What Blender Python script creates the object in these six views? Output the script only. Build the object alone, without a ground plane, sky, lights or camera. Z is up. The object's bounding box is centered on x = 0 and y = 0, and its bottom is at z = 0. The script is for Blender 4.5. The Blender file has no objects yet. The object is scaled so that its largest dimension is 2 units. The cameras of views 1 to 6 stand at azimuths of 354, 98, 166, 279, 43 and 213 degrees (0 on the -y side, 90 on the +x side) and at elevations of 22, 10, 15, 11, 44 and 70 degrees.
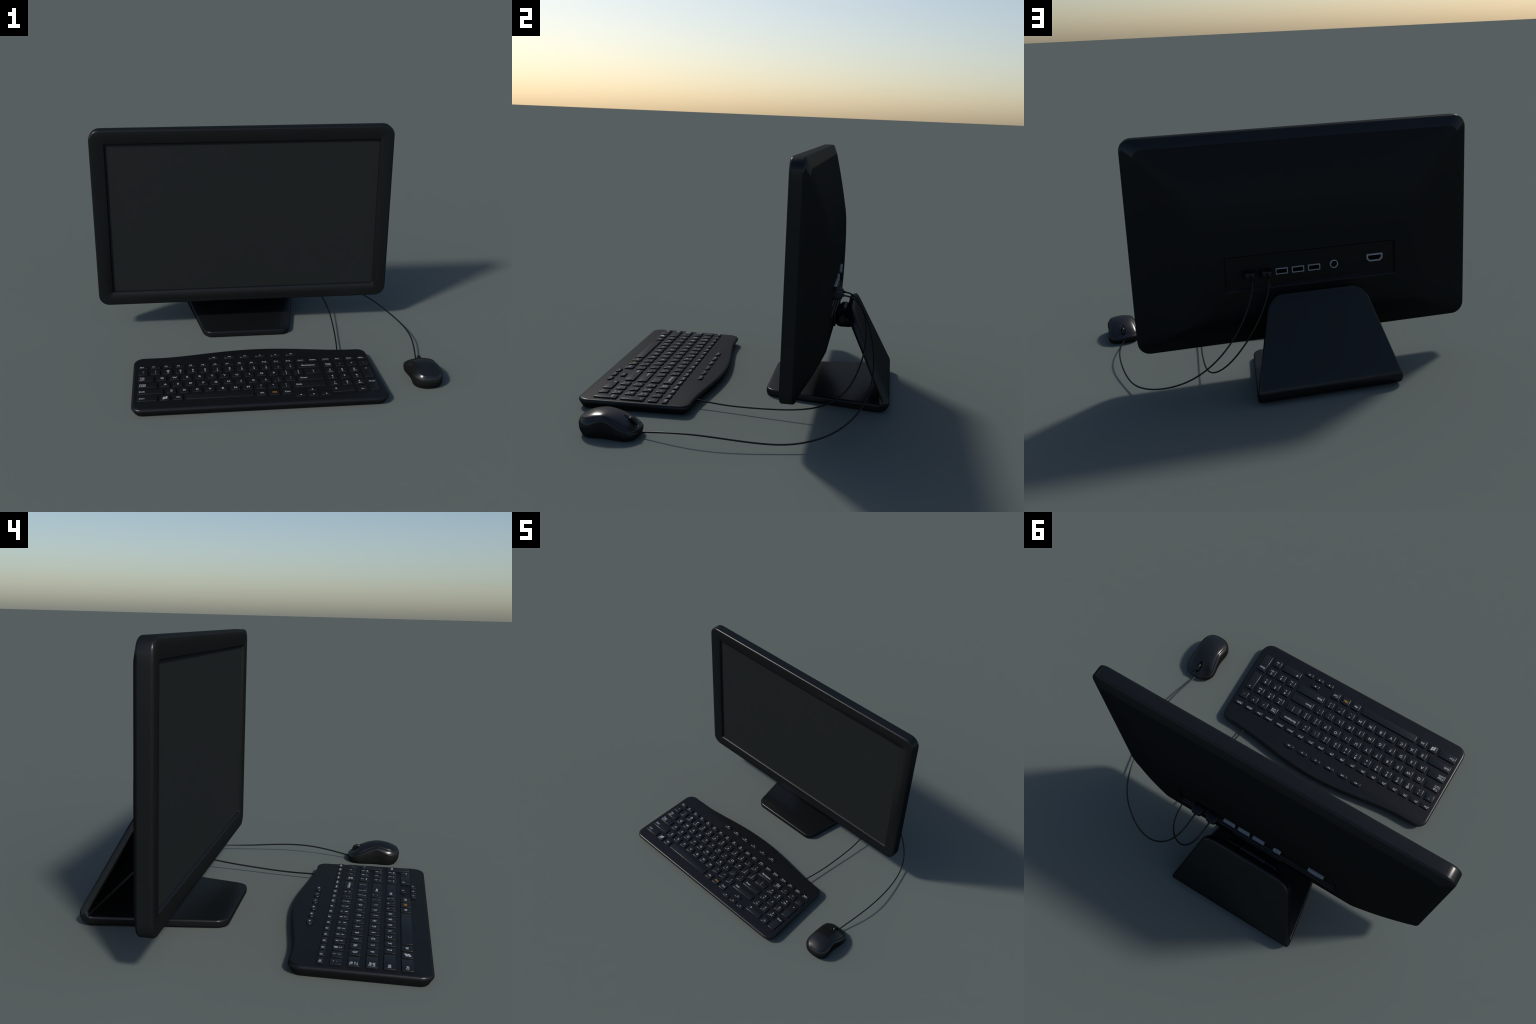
# Desktop set: flat-screen monitor on a folded stand, keyboard and mouse, each with its cable.
import bpy, bmesh, math
import numpy as np
from mathutils import Matrix, Vector

COL = bpy.context.scene.collection

# ------------------------------------------------------------------ materials
def plastic(name, base, rough, gloss=0.03, metallic=0.0, vary=0.06):
    """dark plastic: a diffuse body with faint cloudiness under a thin even gloss"""
    m = bpy.data.materials.new(name)
    m.use_nodes = True
    nt = m.node_tree
    b = nt.nodes["Principled BSDF"]
    out = nt.nodes["Material Output"]
    tc = nt.nodes.new("ShaderNodeTexCoord")
    nz = nt.nodes.new("ShaderNodeTexNoise")
    nz.inputs["Scale"].default_value = 14.0
    nz.inputs["Detail"].default_value = 4.0
    ramp = nt.nodes.new("ShaderNodeValToRGB")
    ramp.color_ramp.elements[0].position = 0.3
    ramp.color_ramp.elements[1].position = 0.7
    ramp.color_ramp.elements[0].color = [c * (1 - vary) for c in base] + [1]
    ramp.color_ramp.elements[1].color = [c * (1 + vary) for c in base] + [1]
    nt.links.new(tc.outputs["Object"], nz.inputs["Vector"])
    nt.links.new(nz.outputs["Fac"], ramp.inputs["Fac"])
    nt.links.new(ramp.outputs["Color"], b.inputs["Base Color"])
    b.inputs["Roughness"].default_value = rough
    b.inputs["Metallic"].default_value = metallic
    b.inputs["Specular IOR Level"].default_value = 0.0
    g = nt.nodes.new("ShaderNodeBsdfGlossy")
    g.inputs["Roughness"].default_value = rough
    g.inputs["Color"].default_value = (1, 1, 1, 1)
    mix = nt.nodes.new("ShaderNodeMixShader")
    mix.inputs[0].default_value = gloss * GLOSS
    nt.links.new(b.outputs["BSDF"], mix.inputs[1])
    nt.links.new(g.outputs["BSDF"], mix.inputs[2])
    nt.links.new(mix.outputs["Shader"], out.inputs["Surface"])
    return m

GLOSS = 1.0
M_CASE = plastic("satin_black_case", (0.0070, 0.0083, 0.0090), 0.28, 0.031)
M_BACK = plastic("satin_black_back", (0.0060, 0.0068, 0.0068), 0.48, 0.0155)
M_SCREEN = plastic("dark_screen", (0.0172, 0.0200, 0.0205), 0.60, 0.01, vary=0.03)
M_STAND = plastic("satin_black_stand", (0.0070, 0.0083, 0.0090), 0.28)
M_PANEL = plastic("black_port_panel", (0.0060, 0.0068, 0.0068), 0.48, 0.0155)
M_HOLE = plastic("black_cavity", (0.002, 0.002, 0.002), 0.7, 0.005)
M_METAL = plastic("grey_port_metal", (0.34, 0.36, 0.37), 0.45, 0.05)
M_KBODY = plastic("black_keyboard_case", (0.0070, 0.0081, 0.0092), 0.31)
M_KEY = plastic("black_key", (0.0090, 0.0104, 0.0114), 0.26, 0.044)
M_LEGEND = plastic("pale_key_print", (0.45, 0.46, 0.48), 0.6, vary=0.03)
M_ORANGE = plastic("orange_key_print", (0.50, 0.24, 0.01), 0.6, vary=0.03)
M_MOUSE = plastic("glossy_black_mouse", (0.0080, 0.0088, 0.0094), 0.24, 0.046)
M_GRIP = plastic("satin_black_grip", (0.0090, 0.0090, 0.0092), 0.40, 0.015)
M_BAND = plastic("glossy_black_band", (0.0080, 0.0088, 0.0094), 0.24, 0.050)
M_CABLE = plastic("black_cable", (0.006, 0.006, 0.0065), 0.35)
M_PLUG = plastic("black_plug", (0.006, 0.006, 0.0065), 0.40)

# ------------------------------------------------------------------ helpers
def thing(name, loc, label, category):
    e = bpy.data.objects.new(name, None)
    e.location = loc
    e.empty_display_size = 0.05
    COL.objects.link(e)
    e["label"] = label
    e["category"] = category
    return e

def world_of(ob):
    p = Vector(ob.location)
    while ob.parent:
        ob = ob.parent
        p = p + Vector(ob.location)
    return p

def adopt(ob, parent, world=(0, 0, 0)):
    """parent `ob` so that its origin stands at `world`"""
    ob.parent = parent
    ob.location = Vector(world) - world_of(parent)

def smooth(me, angle):
    bm = bmesh.new()
    bm.from_mesh(me)
    bmesh.ops.recalc_face_normals(bm, faces=bm.faces)
    for f in bm.faces:
        f.smooth = True
    for e in bm.edges:
        if len(e.link_faces) == 2:
            e.smooth = e.calc_face_angle(0.0) < math.radians(angle)
    bm.to_mesh(me)
    bm.free()

def add(name, me, mat, parent, origin=(0, 0, 0)):
    ob = bpy.data.objects.new(name, me)
    COL.objects.link(ob)
    if mat and not me.materials:
        me.materials.append(mat)
    adopt(ob, parent, origin)
    return ob

def raw_mesh(name, verts, faces, angle=30, merge=0.0):
    me = bpy.data.meshes.new(name)
    me.from_pydata([tuple(map(float, v)) for v in verts], [], faces)
    if merge > 0:
        bm = bmesh.new()
        bm.from_mesh(me)
        bmesh.ops.remove_doubles(bm, verts=bm.verts, dist=merge)
        bmesh.ops.dissolve_degenerate(bm, edges=bm.edges, dist=merge * 0.5)
        bm.to_mesh(me)
        bm.free()
    smooth(me, angle)
    return me

def loft(name, loops, cap_start=True, cap_end=True, angle=30, merge=0.0):
    """skin closed loops that all have the same number of points"""
    n = len(loops[0])
    verts = [p for lp in loops for p in lp]
    faces = []
    for i in range(len(loops) - 1):
        a, b = i * n, (i + 1) * n
        for j in range(n):
            k = (j + 1) % n
            faces.append((a + j, a + k, b + k, b + j))
    if cap_start:
        faces.append(tuple(range(n - 1, -1, -1)))
    if cap_end:
        faces.append(tuple(range((len(loops) - 1) * n, len(loops) * n)))
    return raw_mesh(name, verts, faces, angle, merge)

def round_box(name, size, bevel, seg=3, taper=(1, 1), angle=35):
    """box on its base at z=0, top face scaled by `taper`, edges rounded"""
    bm = bmesh.new()
    bmesh.ops.create_cube(bm, size=1.0)
    sx, sy, sz = size
    for v in bm.verts:
        top = v.co.z > 0
        v.co.x *= sx * (taper[0] if top else 1)
        v.co.y *= sy * (taper[1] if top else 1)
        v.co.z = sz if top else 0.0
    bmesh.ops.bevel(bm, geom=list(bm.edges), offset=bevel, segments=seg, profile=0.5, affect="EDGES", clamp_overlap=True)
    me = bpy.data.meshes.new(name)
    bm.to_mesh(me)
    bm.free()
    smooth(me, angle)
    return me

def rrect(x0, x1, z0, z1, r, nc=8, nx=40, nz=26):
    """rounded rectangle in 2D with a fixed number of points, counter-clockwise"""
    r = min(r, (x1 - x0) * 0.49, (z1 - z0) * 0.49)
    out = []
    corners = [(x1 - r, z0 + r, -90), (x1 - r, z1 - r, 0), (x0 + r, z1 - r, 90), (x0 + r, z0 + r, 180)]
    sides = [nz, nx, nz, nx]
    for i, (cx, cz, a0) in enumerate(corners):
        for k in range(nc + 1):
            a = math.radians(a0 + 90 * k / nc)
            out.append((cx + r * math.cos(a), cz + r * math.sin(a)))
        nx_c = corners[(i + 1) % 4]
        a = math.radians(nx_c[2])
        end = (nx_c[0] + r * math.cos(a), nx_c[1] + r * math.sin(a))
        st = out[-1]
        for k in range(1, sides[i]):
            t = k / sides[i]
            out.append((st[0] + (end[0] - st[0]) * t, st[1] + (end[1] - st[1]) * t))
    return out

def spline(points, n, closed=False):
    """uniform cubic B-spline through/near the control points"""
    P = np.array(points, float)
    if closed:
        P = np.vstack([P[-1:], P, P[:2]])
    else:
        P = np.vstack([2 * P[0] - P[1], P, 2 * P[-1] - P[-2]])
    m = len(P) - 3
    t = np.linspace(0, m, n, endpoint=not closed)
    i = np.minimum(t.astype(int), m - 1)
    u = (t - i)[:, None]
    return ((1 - u) ** 3 * P[i] + (3 * u**3 - 6 * u**2 + 4) * P[i + 1]
            + (-3 * u**3 + 3 * u**2 + 3 * u + 1) * P[i + 2] + u**3 * P[i + 3]) / 6

def catmull(points, n):
    """open Catmull-Rom through the control points, n samples spread by length"""
    P = np.array(points, float)
    Q = np.vstack([2 * P[0] - P[1], P, 2 * P[-1] - P[-2]])
    out = []
    for i in range(1, len(Q) - 2):
        for u in np.linspace(0, 1, 24, endpoint=False):
            a, b, c, d = Q[i - 1], Q[i], Q[i + 1], Q[i + 2]
            out.append(0.5 * (2 * b + (c - a) * u + (2 * a - 5 * b + 4 * c - d) * u**2 + (3 * b - a - 3 * c + d) * u**3))
    out.append(P[-1])
    out = np.array(out)
    s = np.concatenate([[0], np.cumsum(np.linalg.norm(np.diff(out, axis=0), axis=1))])
    t = np.linspace(0, s[-1], n)
    return np.stack([np.interp(t, s, out[:, k]) for k in range(out.shape[1])], 1)

def tube(name, path, radius, sides=10):
    P = np.array(path, float)
    T = np.gradient(P, axis=0)
    T /= np.linalg.norm(T, axis=1)[:, None]
    nrm = np.cross(T[0], [0.31, 0.2, 0.93])
    nrm /= np.linalg.norm(nrm)
    loops = []
    for p, t in zip(P, T):
        nrm = nrm - t * (nrm @ t)
        nrm /= np.linalg.norm(nrm)
        bn = np.cross(t, nrm)
        loops.append([p + radius * (math.cos(a) * nrm + math.sin(a) * bn) for a in np.linspace(0, 2 * math.pi, sides, endpoint=False)])
    return loft(name, loops, angle=60)

# ================================================================== MONITOR
CX = -0.0655                                   # centre line of the monitor and its stand
monitor = thing("monitor", (CX, 0.45, 0.0), "black flat screen monitor on a folded slanted stand", "computer monitor")

OX0, OX1, OZ0, OZ1 = -1.0, 0.8640, 0.1825, 1.3215  # outer edges of the frame
OR = 0.066
SX0, SX1, SZ0, SZ1 = -0.9125, 0.7815, 0.2675, 1.2350   # opening for the screen

def ring(inset, y, inner=False, r=None):
    if inner:
        pts = rrect(SX0 + inset, SX1 - inset, SZ0 + inset, SZ1 - inset, 0.004 if r is None else r)
    else:
        pts = rrect(OX0 + inset, OX1 - inset, OZ0 + inset, OZ1 - inset, max(OR - inset, 0.02) if r is None else r)
    return [(x, y, z) for x, z in pts]

frame_loops = [ring(0.0065, 0.2912, True), ring(0.0030, 0.2800, True), ring(0.0012, 0.2775, True), ring(-0.0015, 0.2760, True)]
frame_loops += [ring(0.0120, 0.2722), ring(0.0075, 0.2730), ring(0.0035, 0.2755), ring(0.0010, 0.2795), ring(0.0, 0.2850), ring(0.0, 0.3330)]
add("frame", loft("frame", frame_loops, False, False, angle=40), M_CASE, monitor)

screen = loft("screen", [[(x, 0.3100, z) for x, z in rrect(SX0 - 0.01, SX1 + 0.01, SZ0 - 0.01, SZ1 + 0.01, 0.004)],
                         [(x, 0.2896, z) for x, z in rrect(SX0 - 0.01, SX1 + 0.01, SZ0 - 0.01, SZ1 + 0.01, 0.004)]])
add("screen", screen, M_SCREEN, monitor)

# back shell: sloping sides up to a slightly domed plateau
PX0, PX1, PZ0, PZ1 = CX - 0.600, CX + 0.600, 0.355, 0.960
def plateau_y(z):
    return float(np.interp(z, [0.355, 0.42, 0.50, 0.60, 0.70, 0.80, 0.89, 0.96], [0.4540, 0.4590, 0.4628, 0.4650, 0.4653, 0.4638, 0.4594, 0.4510]))

rim = rrect(OX0, OX1, OZ0, OZ1, OR)
flat = rrect(PX0, PX1, PZ0, PZ1, 0.040)
def waist(z):
    """the plateau is widest along its lower edge"""
    return float(np.interp(z, [PZ0, 0.42, 0.50, PZ1], [1.0, 0.968, 0.955, 0.950]))
flat = [(CX + (x - CX) * waist(z), z) for x, z in flat]
back_loops = [[(x, 0.312, z) for x, z in rrect(OX0 + 0.01, OX1 - 0.01, OZ0 + 0.01, OZ1 - 0.01, OR - 0.01)],
              [(x, 0.3325, z) for x, z in rrect(OX0 + 0.01, OX1 - 0.01, OZ0 + 0.01, OZ1 - 0.01, OR - 0.01)],
              [(x, 0.3330, z) for x, z in rim]]
def side_loop(inset, y, r):
    return [(x, y, z) for x, z in rrect(OX0 + inset, OX1 - inset, OZ0 + inset * 0.8, OZ1 - inset, r)]
back_loops += [side_loop(0.0007, 0.3365, OR), side_loop(0.0028, 0.3398, OR), side_loop(0.0065, 0.3432, OR - 0.003)]
START_IN, START_Y = 0.055, 0.3645
start = [(x, z) for x, _, z in side_loop(START_IN, 0, OR - 0.015)]
def belly(x, z):
    """how far each sloping side bows out (+) or in (-), as a share of its rise"""
    d = min(1.0, abs(x - CX) / 0.57)
    if z > PZ1 - 0.02:
        return 0.030 + 0.052 * (1 - d**4)
    if z < PZ0 + 0.02:
        return 0.05
    return float(np.interp(z, [PZ0, PZ1], [0.03, 0.035])) - float(np.interp(z, [0.5, 0.8], [0.085, 0.06])) * math.sin(math.pi * (z - PZ0) / (PZ1 - PZ0)) ** 1.2
for t in np.linspace(0, 1, 13):
    lp = []
    for (xa, za), (xb, zb) in zip(start, flat):
        lp.append((xa + (xb - xa) * t, START_Y + (plateau_y(zb) - START_Y) * (t + belly(xb, zb) * math.sin(math.pi * t)), za + (zb - za) * t))
    back_loops.append(lp)
MIDZ = 0.65
for s in (0.15, 0.3, 0.45, 0.6, 0.75, 0.88, 0.97):
    lp = []
    for x, z in flat:
        zz = z + (MIDZ - z) * s
        lp.append((x + (CX - x) * s, plateau_y(zz), zz))
    back_loops.append(lp)
shell = loft("housing", back_loops, angle=32)
shell_ob = add("housing", shell, M_BACK, monitor)

# recess for the ports, cut with a flared box
PANEL_Y = 0.4475
def box_loop(x0, x1, z0, z1, y):
    return [(x0, y, z0), (x1, y, z0), (x1, y, z1), (x0, y, z1)]
cut = loft("cutter", [box_loop(-0.5330, 0.3930, 0.5190, 0.6905, PANEL_Y), box_loop(-0.5340, 0.3940, 0.5175, 0.6915, 0.4590),
                      box_loop(-0.5420, 0.4020, 0.5060, 0.6970, 0.4660), box_loop(-0.5420, 0.4020, 0.5060, 0.6970, 0.52)], angle=10)
cut_ob = add("cutter", cut, None, monitor)
mod = shell_ob.modifiers.new("recess", "BOOLEAN")
mod.operation = "DIFFERENCE"
mod.solver = "EXACT"
mod.object = cut_ob
bpy.context.view_layer.update()
dg = bpy.context.evaluated_depsgraph_get()
new = bpy.data.meshes.new_from_object(shell_ob.evaluated_get(dg))
shell_ob.modifiers.clear()
shell_ob.data = new
new.name = "housing"
smooth(new, 32)
if not new.materials:
    new.materials.append(M_BACK)
bpy.data.objects.remove(cut_ob)
new.materials.append(M_CASE)                    # top strip recoloured with glossier black to bring out its blue skylight sheen
for p in new.polygons:
    if p.center.y + world_of(shell_ob).y < START_Y - 0.002 and p.center.z > OZ1 - 0.062:
        p.material_index = 1

panel = round_box("port_panel", (0.924, 0.1695, 0.004), 0.0008, 1)
panel.transform(Matrix.Translation((-0.070, PANEL_Y + 0.0018, 0.60475)) @ Matrix.Rotation(math.radians(90), 4, "X") @ Matrix.Translation((0, 0, -0.0018)))
add("port_panel", panel, M_PANEL, monitor)

lip = loft("panel_lip", [[(x, y, z) for y, z in ((0.4480, 0.5235), (0.4655, 0.5090), (0.4655, 0.5060), (0.4480, 0.5060))] for x in (-0.5325, 0.3925)], angle=20)
add("panel_lip", lip, M_STAND, monitor)

def port(name, outer, inner, y0, y1, floor):
    """raised metal rim around a dark cavity; outer / inner are closed xz outlines"""
    lp = [[(x, y0, z) for x, z in outer], [(x, y1 - 0.0008, z) for x, z in outer]]
    lp.append([(x * 0.8 + xi * 0.2, y1, z * 0.8 + zi * 0.2) for (x, z), (xi, zi) in zip(outer, inner)])
    lp.append([(x, y1, z) for x, z in inner])
    lp.append([(x, floor, z) for x, z in inner])
    ob = add(name, loft(name, lp, False, False, angle=30), M_METAL, monitor)
    cav = loft("cavity", [[(x * 1.0, floor + 0.0006, z) for x, z in inner], [(x, floor, z) for x, z in inner]])
    c = bpy.data.objects.new("cavity", cav)
    COL.objects.link(c)
    cav.materials.append(M_HOLE)
    adopt(c, ob)
    return ob

PY0, PY1 = PANEL_Y + 0.0005, 0.4625
def rect_outline(cx, cz, w, h):
    return rrect(cx - w / 2, cx + w / 2, cz - h / 2, cz + h / 2, 0.0018, 3, 3, 3)
PORT_Z, PORT_X, PITCH = 0.5925, 0.0945, 0.0882
for i in range(3):
    cx = PORT_X - i * PITCH
    ob = port("usb_port", rect_outline(cx, PORT_Z, 0.0655, 0.0315), rect_outline(cx, PORT_Z, 0.0585, 0.0245), PY0, PY1, PANEL_Y + 0.003)
    tongue = round_box("tongue", (0.044, 0.006, 0.008), 0.001, 1)
    tongue.transform(Matrix.Translation((cx, PANEL_Y + 0.009, PORT_Z + 0.003)) @ Matrix.Rotation(math.radians(90), 4, "X"))
    add("tongue", tongue, M_HOLE, ob)
def disc(cx, cz, r, n=40):
    return [(cx + r * math.cos(a), cz + r * math.sin(a)) for a in np.linspace(0, 2 * math.pi, n, endpoint=False)]
JX, JZ = -0.1920, 0.5975
jack = port("audio_jack", disc(JX, JZ, 0.0220), disc(JX, JZ, 0.0176), PY0, PY1, PANEL_Y + 0.003)
pin = loft("jack_pin", [[(x, PANEL_Y + 0.003, z) for x, z in disc(JX, JZ, 0.008)], [(x, PANEL_Y + 0.0085, z) for x, z in disc(JX, JZ, 0.008)],
                        [(x, PANEL_Y + 0.0085, z) for x, z in disc(JX, JZ, 0.004)], [(x, PANEL_Y + 0.005, z) for x, z in disc(JX, JZ, 0.004)]])
add("jack_pin", pin, M_PANEL, jack)
def hdmi(w, h, c, cx=-0.4205, cz=0.6085):
    return [(cx - w / 2, cz + h / 2), (cx - w / 2, cz - h / 2 + c), (cx - w / 2 + c * 1.1, cz - h / 2), (cx + w / 2 - c * 1.1, cz - h / 2), (cx + w / 2, cz - h / 2 + c), (cx + w / 2, cz + h / 2)]
video = port("video_port", hdmi(0.089, 0.0405, 0.0135), hdmi(0.0750, 0.0270, 0.0110), PY0, PY1, PANEL_Y + 0.003)
tongue = round_box("tongue", (0.052, 0.006, 0.008), 0.001, 1)
tongue.transform(Matrix.Translation((-0.4205, PANEL_Y + 0.009, 0.6100)) @ Matrix.Rotation(math.radians(90), 4, "X"))
add("tongue", tongue, M_HOLE, video)

# ------------------------------------------------------------------ stand: one plate folded at the back
T = 0.0412                                       # plate thickness
SLOPE = 0.51                                    # back leaf leans forward by this much per metre of height
PLANE = 0.8173                                  # y + SLOPE * z on its outer face
R_OUT = 0.0558
YC = PLANE - (SLOPE + math.hypot(1, SLOPE)) * R_OUT
LEAN = math.atan(SLOPE)
ARC = math.pi - (math.pi / 2 - LEAN)            # turn from the base to the leaf
RM = R_OUT - T / 2
Y_FRONT, Z_TOP = 0.1190, 0.503
S1 = YC - Y_FRONT
S2 = S1 + RM * ARC
arc_end = (YC + RM * math.sin(ARC), R_OUT - RM * math.cos(ARC))
S3 = S2 + (Z_TOP - T * 0.22 - arc_end[1]) / math.cos(LEAN)

def fold(s, n):
    """point on the folded plate at distance s from the front, n above its outer-mid surface"""
    grow = max(0.0, n) / (T / 2)                # the upper face rises slightly towards the fold
    if s <= S1:
        return Y_FRONT + s, T / 2 + n + grow * (0.0075 * s / S1 - 0.0048)
    if s <= S2:
        a = (s - S1) / RM
        r = RM - n - grow * 0.0027 * (1 - a / ARC)
        return YC + r * math.sin(a), R_OUT - r * math.cos(a)
    d = s - S2
    dy, dz = -math.sin(LEAN), math.cos(LEAN)
    ny, nz = -math.cos(LEAN), -math.sin(LEAN)
    return arc_end[0] + dy * d + ny * n, arc_end[1] + dz * d + nz * n

def half_width(s):
    w = float(np.interp(s, [0, S1 + 0.03, S2 - 0.02, S3], [0.270, 0.385, 0.384, 0.254]))
    for d, r in ((s, 0.055), (S3 - s, 0.075)):
        if d < r:
            w -= (r - math.sqrt(max(0.0, r * r - (r - d) ** 2))) * 0.97
    return w

def edge_steps(L):
    return [L * (1 - math.cos(math.pi / 2 * k / 14)) for k in range(15)]
stations = sorted(set([round(v, 6) for v in edge_steps(0.06)] + [round(v, 6) for v in np.linspace(0.07, S1, 14)]
                      + [round(v, 6) for v in np.linspace(S1, S2, 20)] + [round(v, 6) for v in np.linspace(S2, S3 - 0.085, 10)]
                      + [round(S3 - v, 6) for v in edge_steps(0.08)]))
F = 0.011                                       # rounding of the plate's edges
loops = []
for s in stations:
    d = min(s, S3 - s)
    th = T / 2 if d >= F else T / 2 - F + math.sqrt(max(0.0, F * F - (F - d) ** 2))
    hw = half_width(s) - (F - math.sqrt(max(0.0, F * F - (F - min(d, F)) ** 2))) * 0.0
    f = min(F, th * 0.98)
    lp = []
    for qx, qn, a0 in ((1, -1, -90), (1, 1, 0), (-1, 1, 90), (-1, -1, 180)):
        for k in range(6):
            a = math.radians(a0 + 18 * k)
            x = qx * (hw - f) + f * math.cos(a)
            n = qn * (th - f) + f * math.sin(a)
            y, z = fold(s, n)
            lp.append((CX + x, y, z))
    loops.append(lp)
stand = add("stand", loft("stand", loops, angle=40), M_STAND, monitor)

def child_box(name, c, size, bevel, parent, mat, seg=3):
    me = round_box(name, size, bevel, seg)
    me.transform(Matrix.Translation((c[0], c[1], c[2] - size[2] / 2)))
    return add(name, me, mat, parent)

def barrel(name, x0, x1, y, z, r, parent):
    lp = []
    for x, k in ((x0, r - 0.003), (x0 + 0.003, r), (x1 - 0.003, r), (x1, r - 0.003)):
        lp.append([(x, y + k * math.cos(a), z + k * math.sin(a)) for a in np.linspace(0, 2 * math.pi, 28, endpoint=False)])
    return add(name, loft(name, lp, angle=35), M_STAND, parent)

child_box("hinge_bracket", (-0.0755, 0.5140, 0.3960), (0.170, 0.100, 0.078), 0.026, stand, M_STAND)
child_box("hinge_block", (-0.0755, 0.4930, 0.4280), (0.130, 0.042, 0.066), 0.005, stand, M_STAND)
for side in (-1, 1):
    barrel("hinge_barrel", -0.0690 + side * 0.110 - 0.033, -0.0690 + side * 0.110 + 0.033, 0.5050, 0.4220, 0.022, stand)
barrel("hinge_pin", -0.150, 0.000, 0.5080, 0.4350, 0.036, stand)
child_box("mount_plate", (-0.0690, 0.4560, 0.4220), (0.300, 0.026, 0.084), 0.006, stand, M_STAND)

# ================================================================== KEYBOARD
KCX = -0.06
keyboard = thing("keyboard", (KCX, -0.47, 0.0), "wide black keyboard with white key legends", "keyboard")
KX0, KXF, KXB, KY0, KY1 = -0.7715, 0.6465, 0.6200, -0.7830, -0.2045

def fillet(poly):
    """closed polygon of (x, y, r) to a dense outline with rounded corners"""
    out = []
    n = len(poly)
    for i in range(n):
        p = np.array(poly[i][:2])
        r = poly[i][2]
        if r == 0:
            out.append(p)
            continue
        a = np.array(poly[i - 1][:2]) - p
        b = np.array(poly[(i + 1) % n][:2]) - p
        a /= np.linalg.norm(a)
        b /= np.linalg.norm(b)
        ang = math.acos(np.clip(a @ b, -1, 1))
        d = r / math.tan(ang / 2)
        c = p + (a + b) / np.linalg.norm(a + b) * r / math.sin(ang / 2)
        v0, v1 = p + a * d - c, p + b * d - c
        t0 = math.atan2(v0[1], v0[0])
        dt = (math.atan2(v1[1], v1[0]) - t0 + math.pi) % (2 * math.pi) - math.pi
        for k in range(13):
            t = t0 + dt * k / 12
            out.append(c + r * np.array([math.cos(t), math.sin(t)]))
    return np.array(out)

def back_edge(x):
    d = abs(x + 0.04)
    return KY1 + (0.058 * (0.5 + 0.5 * math.cos(math.pi * d / 0.57)) ** 0.8 if d < 0.57 else 0.0)

poly = [(KX0, KY0, 0.058), (KXF, KY0, 0.064), (KXB, KY1, 0.052)]
poly += [(x, back_edge(x), 0) for x in np.linspace(0.525, -0.605, 60)]
poly += [(KX0, KY1, 0.062)]
outline = fillet(poly)
nx_ = np.roll(outline, -1, 0) - np.roll(outline, 1, 0)
nx_ /= np.linalg.norm(nx_, axis=1)[:, None]
inward = np.stack([-nx_[:, 1], nx_[:, 0]], 1)
KTOP = 0.0490
profile = [(0.024, 0.0), (0.0195, 0.0012), (0.0170, 0.0040), (0.0085, 0.0180), (0.0020, 0.0285), (0.0004, 0.0320), (0.0, 0.0360),
           (0.0006, 0.0400), (0.0027, 0.0440), (0.0062, 0.0470), (0.0105, 0.0485), (0.0145, KTOP)]
loops = []
for inset, z in profile:
    q = outline + inward * inset
    loops.append([(x, y, z) for x, y in q])
add("keyboard_case", loft("keyboard_case", loops, angle=30), M_KBODY, keyboard)

# ------------------------------------------------------------------ key legends
_font_cache = {}
def text_mesh(body, cap, align="CENTER", squeeze=1.0):
    key = (body, round(cap, 5), align, squeeze)
    if key in _font_cache:
        return _font_cache[key]
    cu = bpy.data.curves.new("legend", "FONT")
    cu.body = body
    cu.size = cap / 0.70
    cu.align_x = align
    cu.align_y = "CENTER"
    cu.extrude = 0.00025
    cu.resolution_u = 3
    cu.space_line = 0.82
    cu.offset = cap * 0.012
    ob = bpy.data.objects.new("legend", cu)
    COL.objects.link(ob)
    bpy.context.view_layer.update()
    me = bpy.data.meshes.new_from_object(ob.evaluated_get(bpy.context.evaluated_depsgraph_get()))
    bpy.data.objects.remove(ob)
    bpy.data.curves.remove(cu)
    me.transform(Matrix.Diagonal((squeeze, 1, 1, 1)))
    me.materials.clear()
    me.name = "legend"
    _font_cache[key] = me
    return me

def merge(name, parts, mat):
    """parts: list of (mesh, matrix) joined to one mesh"""
    bm = bmesh.new()
    for me, mx in parts:
        c = me.copy()
        c.transform(mx)
        bm.from_mesh(c)
        bpy.data.meshes.remove(c)
    me = bpy.data.meshes.new(name)
    bm.to_mesh(me)
    bm.free()
    me.materials.append(mat)
    return me

def flat_shape(polys, h=0.00025):
    verts, faces = [], []
    for p in polys:
        b, n = len(verts), len(p)
        verts += [(x, y, -h) for x, y in p] + [(x, y, h) for x, y in p]
        faces.append(tuple(range(b + n, b + 2 * n)))
        faces.append(tuple(range(b + n - 1, b - 1, -1)))
        for i in range(n):
            j = (i + 1) % n
            faces.append((b + i, b + j, b + n + j, b + n + i))
    me = bpy.data.meshes.new("legend")
    me.from_pydata(verts, [], faces)
    return me

def tri(cx, cy, s, d):
    """triangle arrow; d is the pointing angle in degrees"""
    return [(cx + s * math.cos(math.radians(d + a)), cy + s * math.sin(math.radians(d + a))) for a in (0, 120, 240)]

def bar(cx, cy, w, h):
    return [(cx - w / 2, cy - h / 2), (cx + w / 2, cy - h / 2), (cx + w / 2, cy + h / 2), (cx - w / 2, cy + h / 2)]

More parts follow.
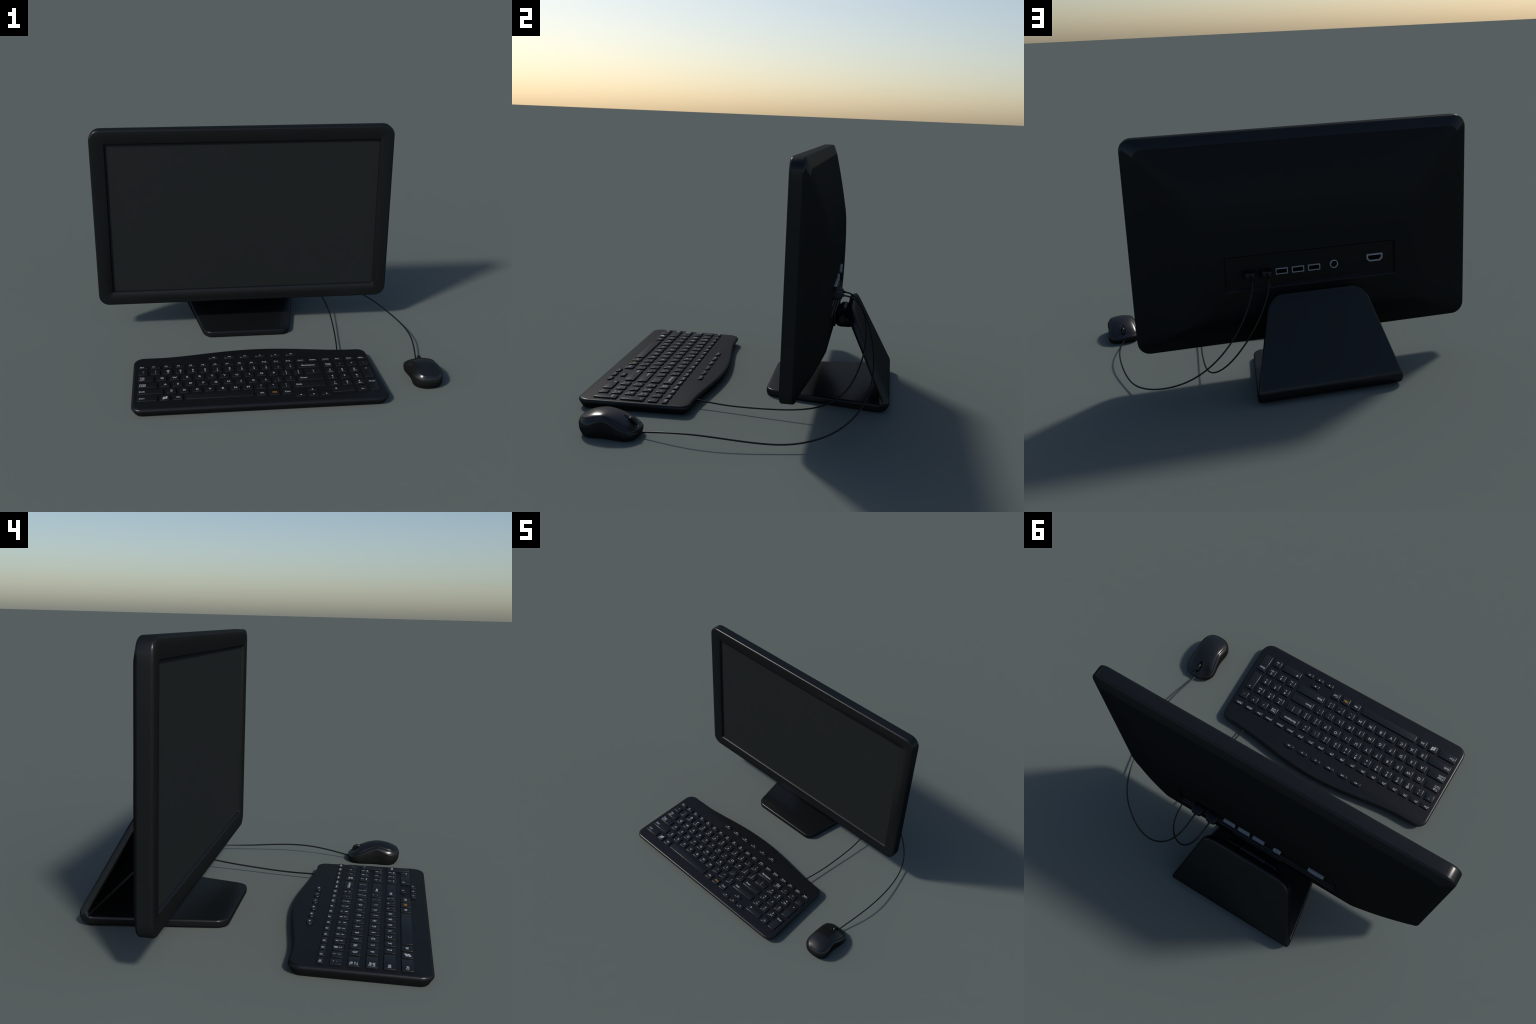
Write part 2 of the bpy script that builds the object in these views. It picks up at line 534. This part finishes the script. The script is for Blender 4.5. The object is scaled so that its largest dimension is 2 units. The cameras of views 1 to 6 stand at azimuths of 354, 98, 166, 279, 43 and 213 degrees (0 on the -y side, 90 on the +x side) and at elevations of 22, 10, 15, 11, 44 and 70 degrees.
def waving_panes():
    out = []
    for ix in (0, 1):
        for iy in (0, 1):
            x0, x1 = (-0.0125, -0.0010) if ix == 0 else (0.0010, 0.0125)
            y0, y1 = (-0.0115, -0.0010) if iy == 0 else (0.0010, 0.0115)
            wave = lambda x: 0.0028 * math.sin(x / 0.0125 * 2.4)
            pts = [(x, y0) for x in np.linspace(x0, x1, 7)] + [(x, y1) for x in np.linspace(x1, x0, 7)]
            out.append([(x + 0.14 * y, y + wave(x)) for x, y in pts])
    return out

# ------------------------------------------------------------------ keys
KEY_Z = 0.0565
PX = 0.07105
CAP, CAP2, CAPF, CAPW, CAPS = 0.0168, 0.0128, 0.0120, 0.0130, 0.0068
_key_cache = {}
def key_mesh(w, d, z0):
    k = (round(w, 4), round(d, 4), round(z0, 4))
    if k not in _key_cache:
        _key_cache[k] = round_box("key", (w, d, KEY_Z - z0), 0.0024, 3, taper=((w - 0.0012) / w, (d - 0.0012) / d))
    return _key_cache[k]

def key(x0, x1, y0, y1, items=(), mat=None):
    """key with edges x0..x1, y0..y1; items: ('t', text, cap, dx, dy, align, squeeze) or ('s', polys, dx, dy)"""
    g = 0.0008
    w, d = x1 - x0 + 2 * g, y1 - y0 + 2 * g
    cx, cy = (x0 + x1) / 2, (y0 + y1) / 2
    z0 = KTOP - 0.002
    ob = add("key", key_mesh(w, d, z0), M_KEY, keyboard, (cx, cy, z0))
    parts = []
    for it in items:
        if it[0] == "t":
            _, body, cap, dx, dy, al, sq = it
            parts.append((text_mesh(body, cap, al, sq), Matrix.Translation((dx, dy, 0))))
        else:
            parts.append((flat_shape(it[1]), Matrix.Translation((it[2], it[3], 0))))
    if parts:
        add("legend", merge("legend", parts, mat or M_LEGEND), None, ob, (cx, cy, KEY_Z + 0.0001))
    return ob

KW, KH = 0.0505, 0.0460
def one(ch, cap=CAP):
    return [("t", ch, cap, 0, 0.0005, "CENTER", 1.0)]
def two(up, lo):
    return [("t", up, CAP2, 0, 0.0110, "CENTER", 1.0), ("t", lo, CAP2, 0, -0.0090, "CENTER", 1.0)]
def left(body, w, cap=CAPW, dy=0.0, sq=1.0, pad=0.0065):
    return [("t", body, cap, -w / 2 + pad, dy, "LEFT", sq)]

# function row (the fourth function key repeats the next one's number)
FY0, FY1 = -0.3460, -0.3220
names = ["Esc", "F1", "F2", "F3", "F5", "F5", "F6", "F7", "F8", "F9", "F10", "F11", "F12", "Insert", "Delete"]
for i, n in enumerate(names):
    x = -0.7377 + i * 0.07125
    small = len(n) > 3
    key(x, x + KW, FY0, FY1, left(n, KW, 0.0098 if small else CAPF, 0.0005, 0.95 if n == "Delete" else 1.0, 0.0035 if small else 0.0055))
for i, n in enumerate(["Home", "End", "PgUp", "PgDn"]):
    x = 0.3377 + i * 0.0713
    key(x, x + KW, FY0, FY1, left(n, KW, 0.0098, 0.0005, 1.0, 0.0045 if n != "End" else 0.009))

# number row
Y0, Y1 = -0.4195, -0.4195 + KH
for i, (u, l) in enumerate(zip(["~", "!", "@", "#", "$", "%", "^", "&", "*", "(", ")", "_", "+"], ["`", "1", "2", "3", "4", "5", "6", "7", "8", "9", "0", "-", "="])):
    x = -0.7377 + i * PX
    key(x, x + KW, Y0, Y1, two(u, l))
key(0.1880, 0.3095, Y0, Y1, left("Backspace", 0.1215, 0.0135, 0.001, 1.0, 0.017))

# letter rows
Y0 = -0.4900
tab_sign = [bar(-0.004, 0.0035, 0.016, 0.0016), tri(0.0060, 0.0035, 0.0042, 0), bar(0.0125, 0.0035, 0.0016, 0.0070),
            bar(0.006, -0.0055, 0.016, 0.0016), tri(-0.0045, -0.0055, 0.0042, 180), bar(-0.0110, -0.0055, 0.0016, 0.0070)]
key(-0.7382, -0.6515, Y0, Y0 + KH, left("Tab", 0.0867, CAPW, 0.0100) + [("s", tab_sign, -0.024, -0.0085)])
for i, c in enumerate("QWERTYUIOP"):
    x = -0.6300 + i * PX
    key(x, x + KW, Y0, Y0 + KH, one(c))
for i, (u, l) in enumerate((("{", "["), ("}", "]"))):
    x = -0.6300 + (10 + i) * PX
    key(x, x + KW, Y0, Y0 + KH, two(u, l))
key(0.2200, 0.3095, Y0, Y0 + KH, two("|", "\\"))

Y0 = -0.5612
key(-0.7382, -0.6330, Y0, Y0 + KH, left("Caps\nLock", 0.1052, CAPW, 0.0000))
for i, c in enumerate("ASDFGHJKL"):
    x = -0.6125 + i * PX
    key(x, x + KW, Y0, Y0 + KH, one(c))
for i, (u, l) in enumerate(((":", ";"), ("\"", "'"))):
    x = -0.6125 + (9 + i) * PX
    key(x, x + KW, Y0, Y0 + KH, two(u, l))
key(0.1680, 0.3110, Y0, Y0 + KH, left("Enter", 0.143, CAPW, 0.0015, 1.0, 0.0105))

Y0 = -0.6315
key(-0.7382, -0.5985, Y0, Y0 + KH, left("Shift", 0.1397, CAPW, 0.0005))
for i, c in enumerate("ZXCVBNM"):
    x = -0.5780 + i * PX
    key(x, x + KW, Y0, Y0 + KH, one(c))
for i, (u, l) in enumerate((("<", ","), (">", "."), ("?", "/"))):
    x = -0.5780 + (7 + i) * PX
    key(x, x + KW, Y0, Y0 + KH, two(u, l))
key(0.1340, 0.3095, Y0, Y0 + KH, left("Shift", 0.1755, CAPW, 0.0005, 1.0, 0.0095))

# bottom row
Y0 = -0.7020
key(-0.7390, -0.6315, Y0, Y0 + KH, left("Ctrl", 0.1075, CAPW, 0.0005, 1.0, 0.0085))
key(-0.6125, -0.6125 + KW, Y0, Y0 + KH, [("s", waving_panes(), -0.001, -0.001)])
key(-0.5422, -0.5422 + KW, Y0, Y0 + KH, one("Alt", CAPW))
key(-0.4707, -0.1040, Y0, Y0 + KH)
key(-0.0823, -0.0823 + KW, Y0, Y0 + KH, one("Alt", CAPW))
key(-0.0113, -0.0113 + KW, Y0, Y0 + KH, one("FN", 0.0150), M_ORANGE)
key(0.0597, 0.0597 + KW, Y0, Y0 + KH, one("Ctrl", CAPW))

# arrow keys
for x, y, a in ((0.1290, -0.7303, 180), (0.1997, -0.7303, 270), (0.2704, -0.7303, 0), (0.2000, -0.6802, 90)):
    key(x, x + KW, y, y + 0.0245, [("s", [tri(0, 0, 0.0062, a)], 0.0, 0.0005)])

# number pad
COLS = (0.3383, 0.4090, 0.4797, 0.5503)
ROWS = (-0.4195, -0.4915, -0.5622, -0.6325, -0.7025)
pad = [(0, 0, [("t", "Num\nLock", 0.0105, 0, 0.0, "CENTER", 1.0)]), (1, 0, one("/", CAP2)), (2, 0, one("*", 0.0150)), (3, 0, one("-", CAP2))]
subs = {"7": "Home", "9": "PgUp", "1": "End", "3": "PgDn"}
arrows = {"8": 90, "4": 180, "6": 0, "2": 270}
for r, row in enumerate(("789", "456", "123")):
    for c, ch in enumerate(row):
        it = [("t", ch, 0.0145, 0.0, 0.0075, "CENTER", 1.0)]
        if ch in subs:
            it.append(("t", subs[ch], CAPS, 0.001, -0.0105, "CENTER", 1.0))
        elif ch in arrows:
            it.append(("s", [tri(0, 0, 0.0048, arrows[ch])], 0.0, -0.0105))
        pad.append((c, r + 1, it))
pad.append((2, 4, [("t", ".", CAP2, 0, 0.0110, "CENTER", 1.0), ("t", "Del", 0.0080, 0.001, -0.0075, "CENTER", 1.0)]))
for c, r, it in pad:
    key(COLS[c], COLS[c] + KW, ROWS[r], ROWS[r] + KH, it)
key(COLS[0], COLS[1] + KW, ROWS[4], ROWS[4] + KH, [("t", "0", 0.0145, -0.0405, 0.0075, "CENTER", 1.0)])
key(COLS[3], COLS[3] + KW, ROWS[2], ROWS[1] + KH + 0.001, [("t", "+", 0.0150, 0.0, 0.0400, "CENTER", 1.0)])
key(COLS[3], COLS[3] + KW, ROWS[4], ROWS[3] + KH, [("t", "Enter", 0.0120, 0.0005, 0.0345, "CENTER", 0.95)])

# media buttons: domed capsules
def capsule(w, d, h):
    loops = []
    for k in range(7):
        a = math.pi / 2 * k / 6
        inset, z = 0.0055 * (1 - math.cos(a)), h - 0.006 + 0.006 * math.sin(a)
        if k == 0:
            loops.append([(x, y, 0) for x, y in rrect(-w / 2, w / 2, -d / 2, d / 2, d / 2, 10, 2, 2)])
        loops.append([(x, y, z) for x, y in rrect(-w / 2 + inset, w / 2 - inset, -d / 2 + inset, d / 2 - inset, d / 2 - inset, 10, 2, 2)])
    return loft("media_button", loops, angle=40)
cap_me = capsule(0.0640, 0.0275, KEY_Z - KTOP + 0.002)
S = 0.0052
icons = [[tri(-0.0045, 0, S, 180), tri(0.0045, 0, S, 180)],
         [tri(-0.0055, 0, S, 0), bar(0.0025, 0, 0.0024, 0.009), bar(0.0068, 0, 0.0024, 0.009)],
         [tri(-0.0045, 0, S, 0), tri(0.0045, 0, S, 0)],
         [bar(-0.0035, 0, 0.005, 0.005), tri(-0.0005, 0, 0.0060, 180), [(0.003, -0.005), (0.0045, -0.005), (-0.003, 0.0055), (-0.0045, 0.0055)]],
         [bar(-0.0025, 0, 0.005, 0.005), tri(0.0005, 0, 0.0060, 180)],
         [bar(-0.0050, 0, 0.005, 0.005), tri(-0.0020, 0, 0.0060, 180), bar(0.0035, 0, 0.0016, 0.006), bar(0.0065, 0, 0.0016, 0.009)]]
for i, ic in enumerate(icons):
    x, y = -0.2990 + i * 0.0923, -0.2490
    b = add("media_button", cap_me, M_KEY, keyboard, (x, y, KTOP - 0.002))
    add("legend", merge("legend", [(flat_shape(ic), Matrix.Identity(4))], M_LEGEND), None, b, (x, y, KEY_Z + 0.0002))

# ------------------------------------------------------------------ cables and plugs
def plug(x, y_tip, parent):
    w0, h0 = 0.0640, 0.0400
    prof = [(PANEL_Y + 0.002, 0.92), (PANEL_Y + 0.006, 1.0), (0.4760, 1.0), (0.4920, 0.92), (0.5040, 0.76), (y_tip, 0.70), (y_tip + 0.001, 0.60)]
    lp = []
    for y, k in prof:
        lp.append([(px, y, pz) for px, pz in rrect(x - w0 * k / 2, x + w0 * k / 2, 0.5950 - h0 * k / 2, 0.5950 + h0 * k / 2, 0.006, 4, 2, 2)])
    ob = add("plug", loft("plug", lp, angle=28), M_PLUG, parent)
    lp = []
    for y, r in ((y_tip - 0.001, 0.0085), (y_tip + 0.006, 0.0075), (y_tip + 0.013, 0.0050), (y_tip + 0.014, 0.0030)):
        lp.append([(x + (px - x), y, pz) for px, pz in disc(x, 0.5960, r, 16)])
    add("strain_relief", loft("strain_relief", lp, angle=40), M_PLUG, ob)

R_CABLE = 0.0042
PLUG_K, PLUG_M = PORT_X + PITCH, PORT_X + 2 * PITCH
kc = [(0.4535, -0.222, 0.034), (0.458, -0.190, 0.0325), (0.481, -0.052, 0.024), (0.497, 0.109, 0.030), (0.512, 0.301, 0.042), (0.503, 0.466, 0.070), (0.443, 0.568, 0.139),
      (0.373, 0.619, 0.235), (0.288, 0.650, 0.366), (0.214, 0.630, 0.510), (PLUG_K + 0.004, 0.565, 0.590), (PLUG_K, 0.512, 0.596), (PLUG_K, 0.500, 0.596)]
add("cable", tube("cable", spline(kc, 170), R_CABLE), M_CABLE, keyboard)
plug(PLUG_K, 0.5060, keyboard)

# ================================================================== MOUSE
MX = 0.9080
mouse = thing("mouse", (MX, -0.50, 0.0), "glossy black computer mouse with scroll wheel", "computer mouse")
def mirror(ctrl, n=80):
    """right half (dx, y, z) from rear to front -> closed loop"""
    P = catmull(ctrl, n)
    R = [(MX + a, b, c) for a, b, c in P]
    L = [(MX - a, b, c) for a, b, c in P[-2:0:-1]]
    return np.array(R + L)
base = mirror([(0, -0.635, 0.004), (0.025, -0.633, 0.004), (0.052, -0.623, 0.004), (0.074, -0.602, 0.004), (0.081, -0.575, 0.004), (0.077, -0.530, 0.004), (0.079, -0.490, 0.004),
               (0.087, -0.440, 0.004), (0.087, -0.410, 0.004), (0.070, -0.378, 0.004), (0.035, -0.366, 0.004), (0, -0.363, 0.004)])
crease_low = mirror([(0, -0.6490, 0.045), (0.025, -0.647, 0.045), (0.052, -0.638, 0.0445), (0.076, -0.615, 0.0455), (0.0865, -0.585, 0.054), (0.0840, -0.555, 0.069), (0.0800, -0.525, 0.0790), (0.0810, -0.495, 0.0735),
                     (0.0870, -0.460, 0.0570), (0.0898, -0.420, 0.0405), (0.0830, -0.386, 0.0340), (0.054, -0.3625, 0.0320), (0.025, -0.3555, 0.0310), (0, -0.3540, 0.0310)])
crease_top = mirror([(0, -0.6370, 0.0840), (0.022, -0.6355, 0.0838), (0.045, -0.628, 0.0832), (0.065, -0.609, 0.0830), (0.0715, -0.585, 0.0860), (0.0700, -0.555, 0.0930), (0.0670, -0.525, 0.0975), (0.0685, -0.495, 0.0900),
                     (0.0745, -0.460, 0.0745), (0.0800, -0.420, 0.0550), (0.0730, -0.391, 0.0455), (0.047, -0.371, 0.0435), (0.022, -0.3665, 0.0435), (0, -0.3655, 0.0435)])
cen = np.array([MX, -0.50, 0.0])
def scaled(lp, k, z=None):
    q = lp.copy()
    q[:, :2] = cen[:2] + (q[:, :2] - cen[:2]) * k
    if z is not None:
        q[:, 2] = z
    return q
def bulge(lp, k):
    """push a loop outwards in plan by k"""
    t = np.roll(lp, -1, 0) - np.roll(lp, 1, 0)
    nrm = np.stack([t[:, 1], -t[:, 0]], 1)
    nrm /= np.linalg.norm(nrm, axis=1)[:, None] + 1e-9
    q = lp.copy()
    q[:, :2] += nrm * k
    return q
body = [scaled(base, 0.90, 0.0), scaled(base, 0.965, 0.0007), base]
for t in np.linspace(0.12, 1, 9):
    q = base * (1 - t) + crease_low * t
    body.append(bulge(q, 0.0035 * math.sin(math.pi * t) - 0.0 * t))
add("grip_shell", loft("grip_shell", [list(map(tuple, l)) for l in body], True, False, angle=50), M_GRIP, mouse)
band = [bulge(crease_low, -0.0010) - np.array([0, 0, 0.0006]), bulge(crease_low, 0.0004)]
for t in np.linspace(0.14, 1, 8):
    q = crease_low * (1 - t) + crease_top * t
    band.append(bulge(q, (0.0052 - 0.0025 * np.clip((q[:, 1:2] + 0.40) / 0.03, 0, 1)) * math.sin(math.pi * t) ** 0.8))
band.append(bulge(crease_top, -0.004))
add("trim_band", loft("trim_band", [list(map(tuple, l)) for l in band], False, False, angle=50), M_BAND, mouse)

def top_line(y):
    P = TOPC
    return np.interp(y, P[:, 0], P[:, 1])
TOPC = catmull([(-0.640, 0.083), (-0.615, 0.0980), (-0.570, 0.1100), (-0.520, 0.1130), (-0.470, 0.1050), (-0.432, 0.0900), (-0.405, 0.0755), (-0.387, 0.0640), (-0.374, 0.0530), (-0.365, 0.0435)], 80)
WX, WY = 0.9090, -0.4050
edge = crease_top + np.array([0, 0, 0.0008])
cap = [bulge(crease_top, -0.0012) - np.array([0, 0, 0.0010]), bulge(edge, -0.0002) - np.array([0, 0, 0.0006]), bulge(edge, -0.0003)]
for k in range(1, 44):
    a = math.pi / 2 * k / 43
    q = edge.copy()
    q[:, 0] = MX + (edge[:, 0] - MX) * math.cos(a)
    yt = -0.485 + (edge[:, 1] + 0.485) * 0.55
    q[:, 1] = edge[:, 1] + (yt - edge[:, 1]) * (1 - math.cos(a))
    q[:, 2] = edge[:, 2] + (np.maximum(top_line(q[:, 1]), edge[:, 2]) - edge[:, 2]) * math.sin(a)
    cap.append(q)
for q in cap[3:]:
    # oval well for the scroll wheel
    d = np.hypot((q[:, 0] - WX) / 0.0125, (q[:, 1] - WY) / 0.0325)
    q[:, 2] -= 0.016 * np.clip((1.0 - d) / 0.22, 0, 1)
add("palm_cover", loft("palm_cover", [list(map(tuple, l)) for l in cap], False, False, angle=40, merge=1e-5), M_MOUSE, mouse)

wheel = []
for k in range(13):
    a = -math.pi / 2 + math.pi * k / 12
    r, w = 0.0205 + 0.0075 * math.cos(a) ** 0.6 if math.cos(a) > 0 else 0.0205, 0.0082 * math.sin(a)
    wheel.append([(WX + w, WY + r * math.cos(b), 0.0610 + r * math.sin(b)) for b in np.linspace(0, 2 * math.pi, 40, endpoint=False)])
add("scroll_wheel", loft("scroll_wheel", wheel, angle=50), M_MOUSE, mouse)

mc = [(0.9080, -0.380, 0.0165), (0.9090, -0.355, 0.0185), (0.9200, -0.300, 0.028), (0.956, -0.108, 0.054), (0.954, 0.104, 0.040), (0.924, 0.307, 0.023), (0.871, 0.447, 0.039), (0.786, 0.554, 0.065), (0.640, 0.655, 0.124),
      (0.485, 0.701, 0.245), (0.356, 0.680, 0.407), (0.290, 0.622, 0.545), (PLUG_M + 0.002, 0.560, 0.592), (PLUG_M, 0.512, 0.596), (PLUG_M, 0.500, 0.596)]
add("cable", tube("cable", spline(mc, 190), R_CABLE), M_CABLE, mouse)
relief = [[(MX + 0.002 + r * math.cos(a), y, 0.0180 + r * math.sin(a)) for a in np.linspace(0, 2 * math.pi, 16, endpoint=False)]
          for y, r in ((-0.378, 0.008), (-0.358, 0.0075), (-0.352, 0.0065), (-0.349, 0.0045))]
add("strain_relief", loft("strain_relief", relief, angle=40), M_CABLE, mouse)
plug(PLUG_M, 0.5060, mouse)
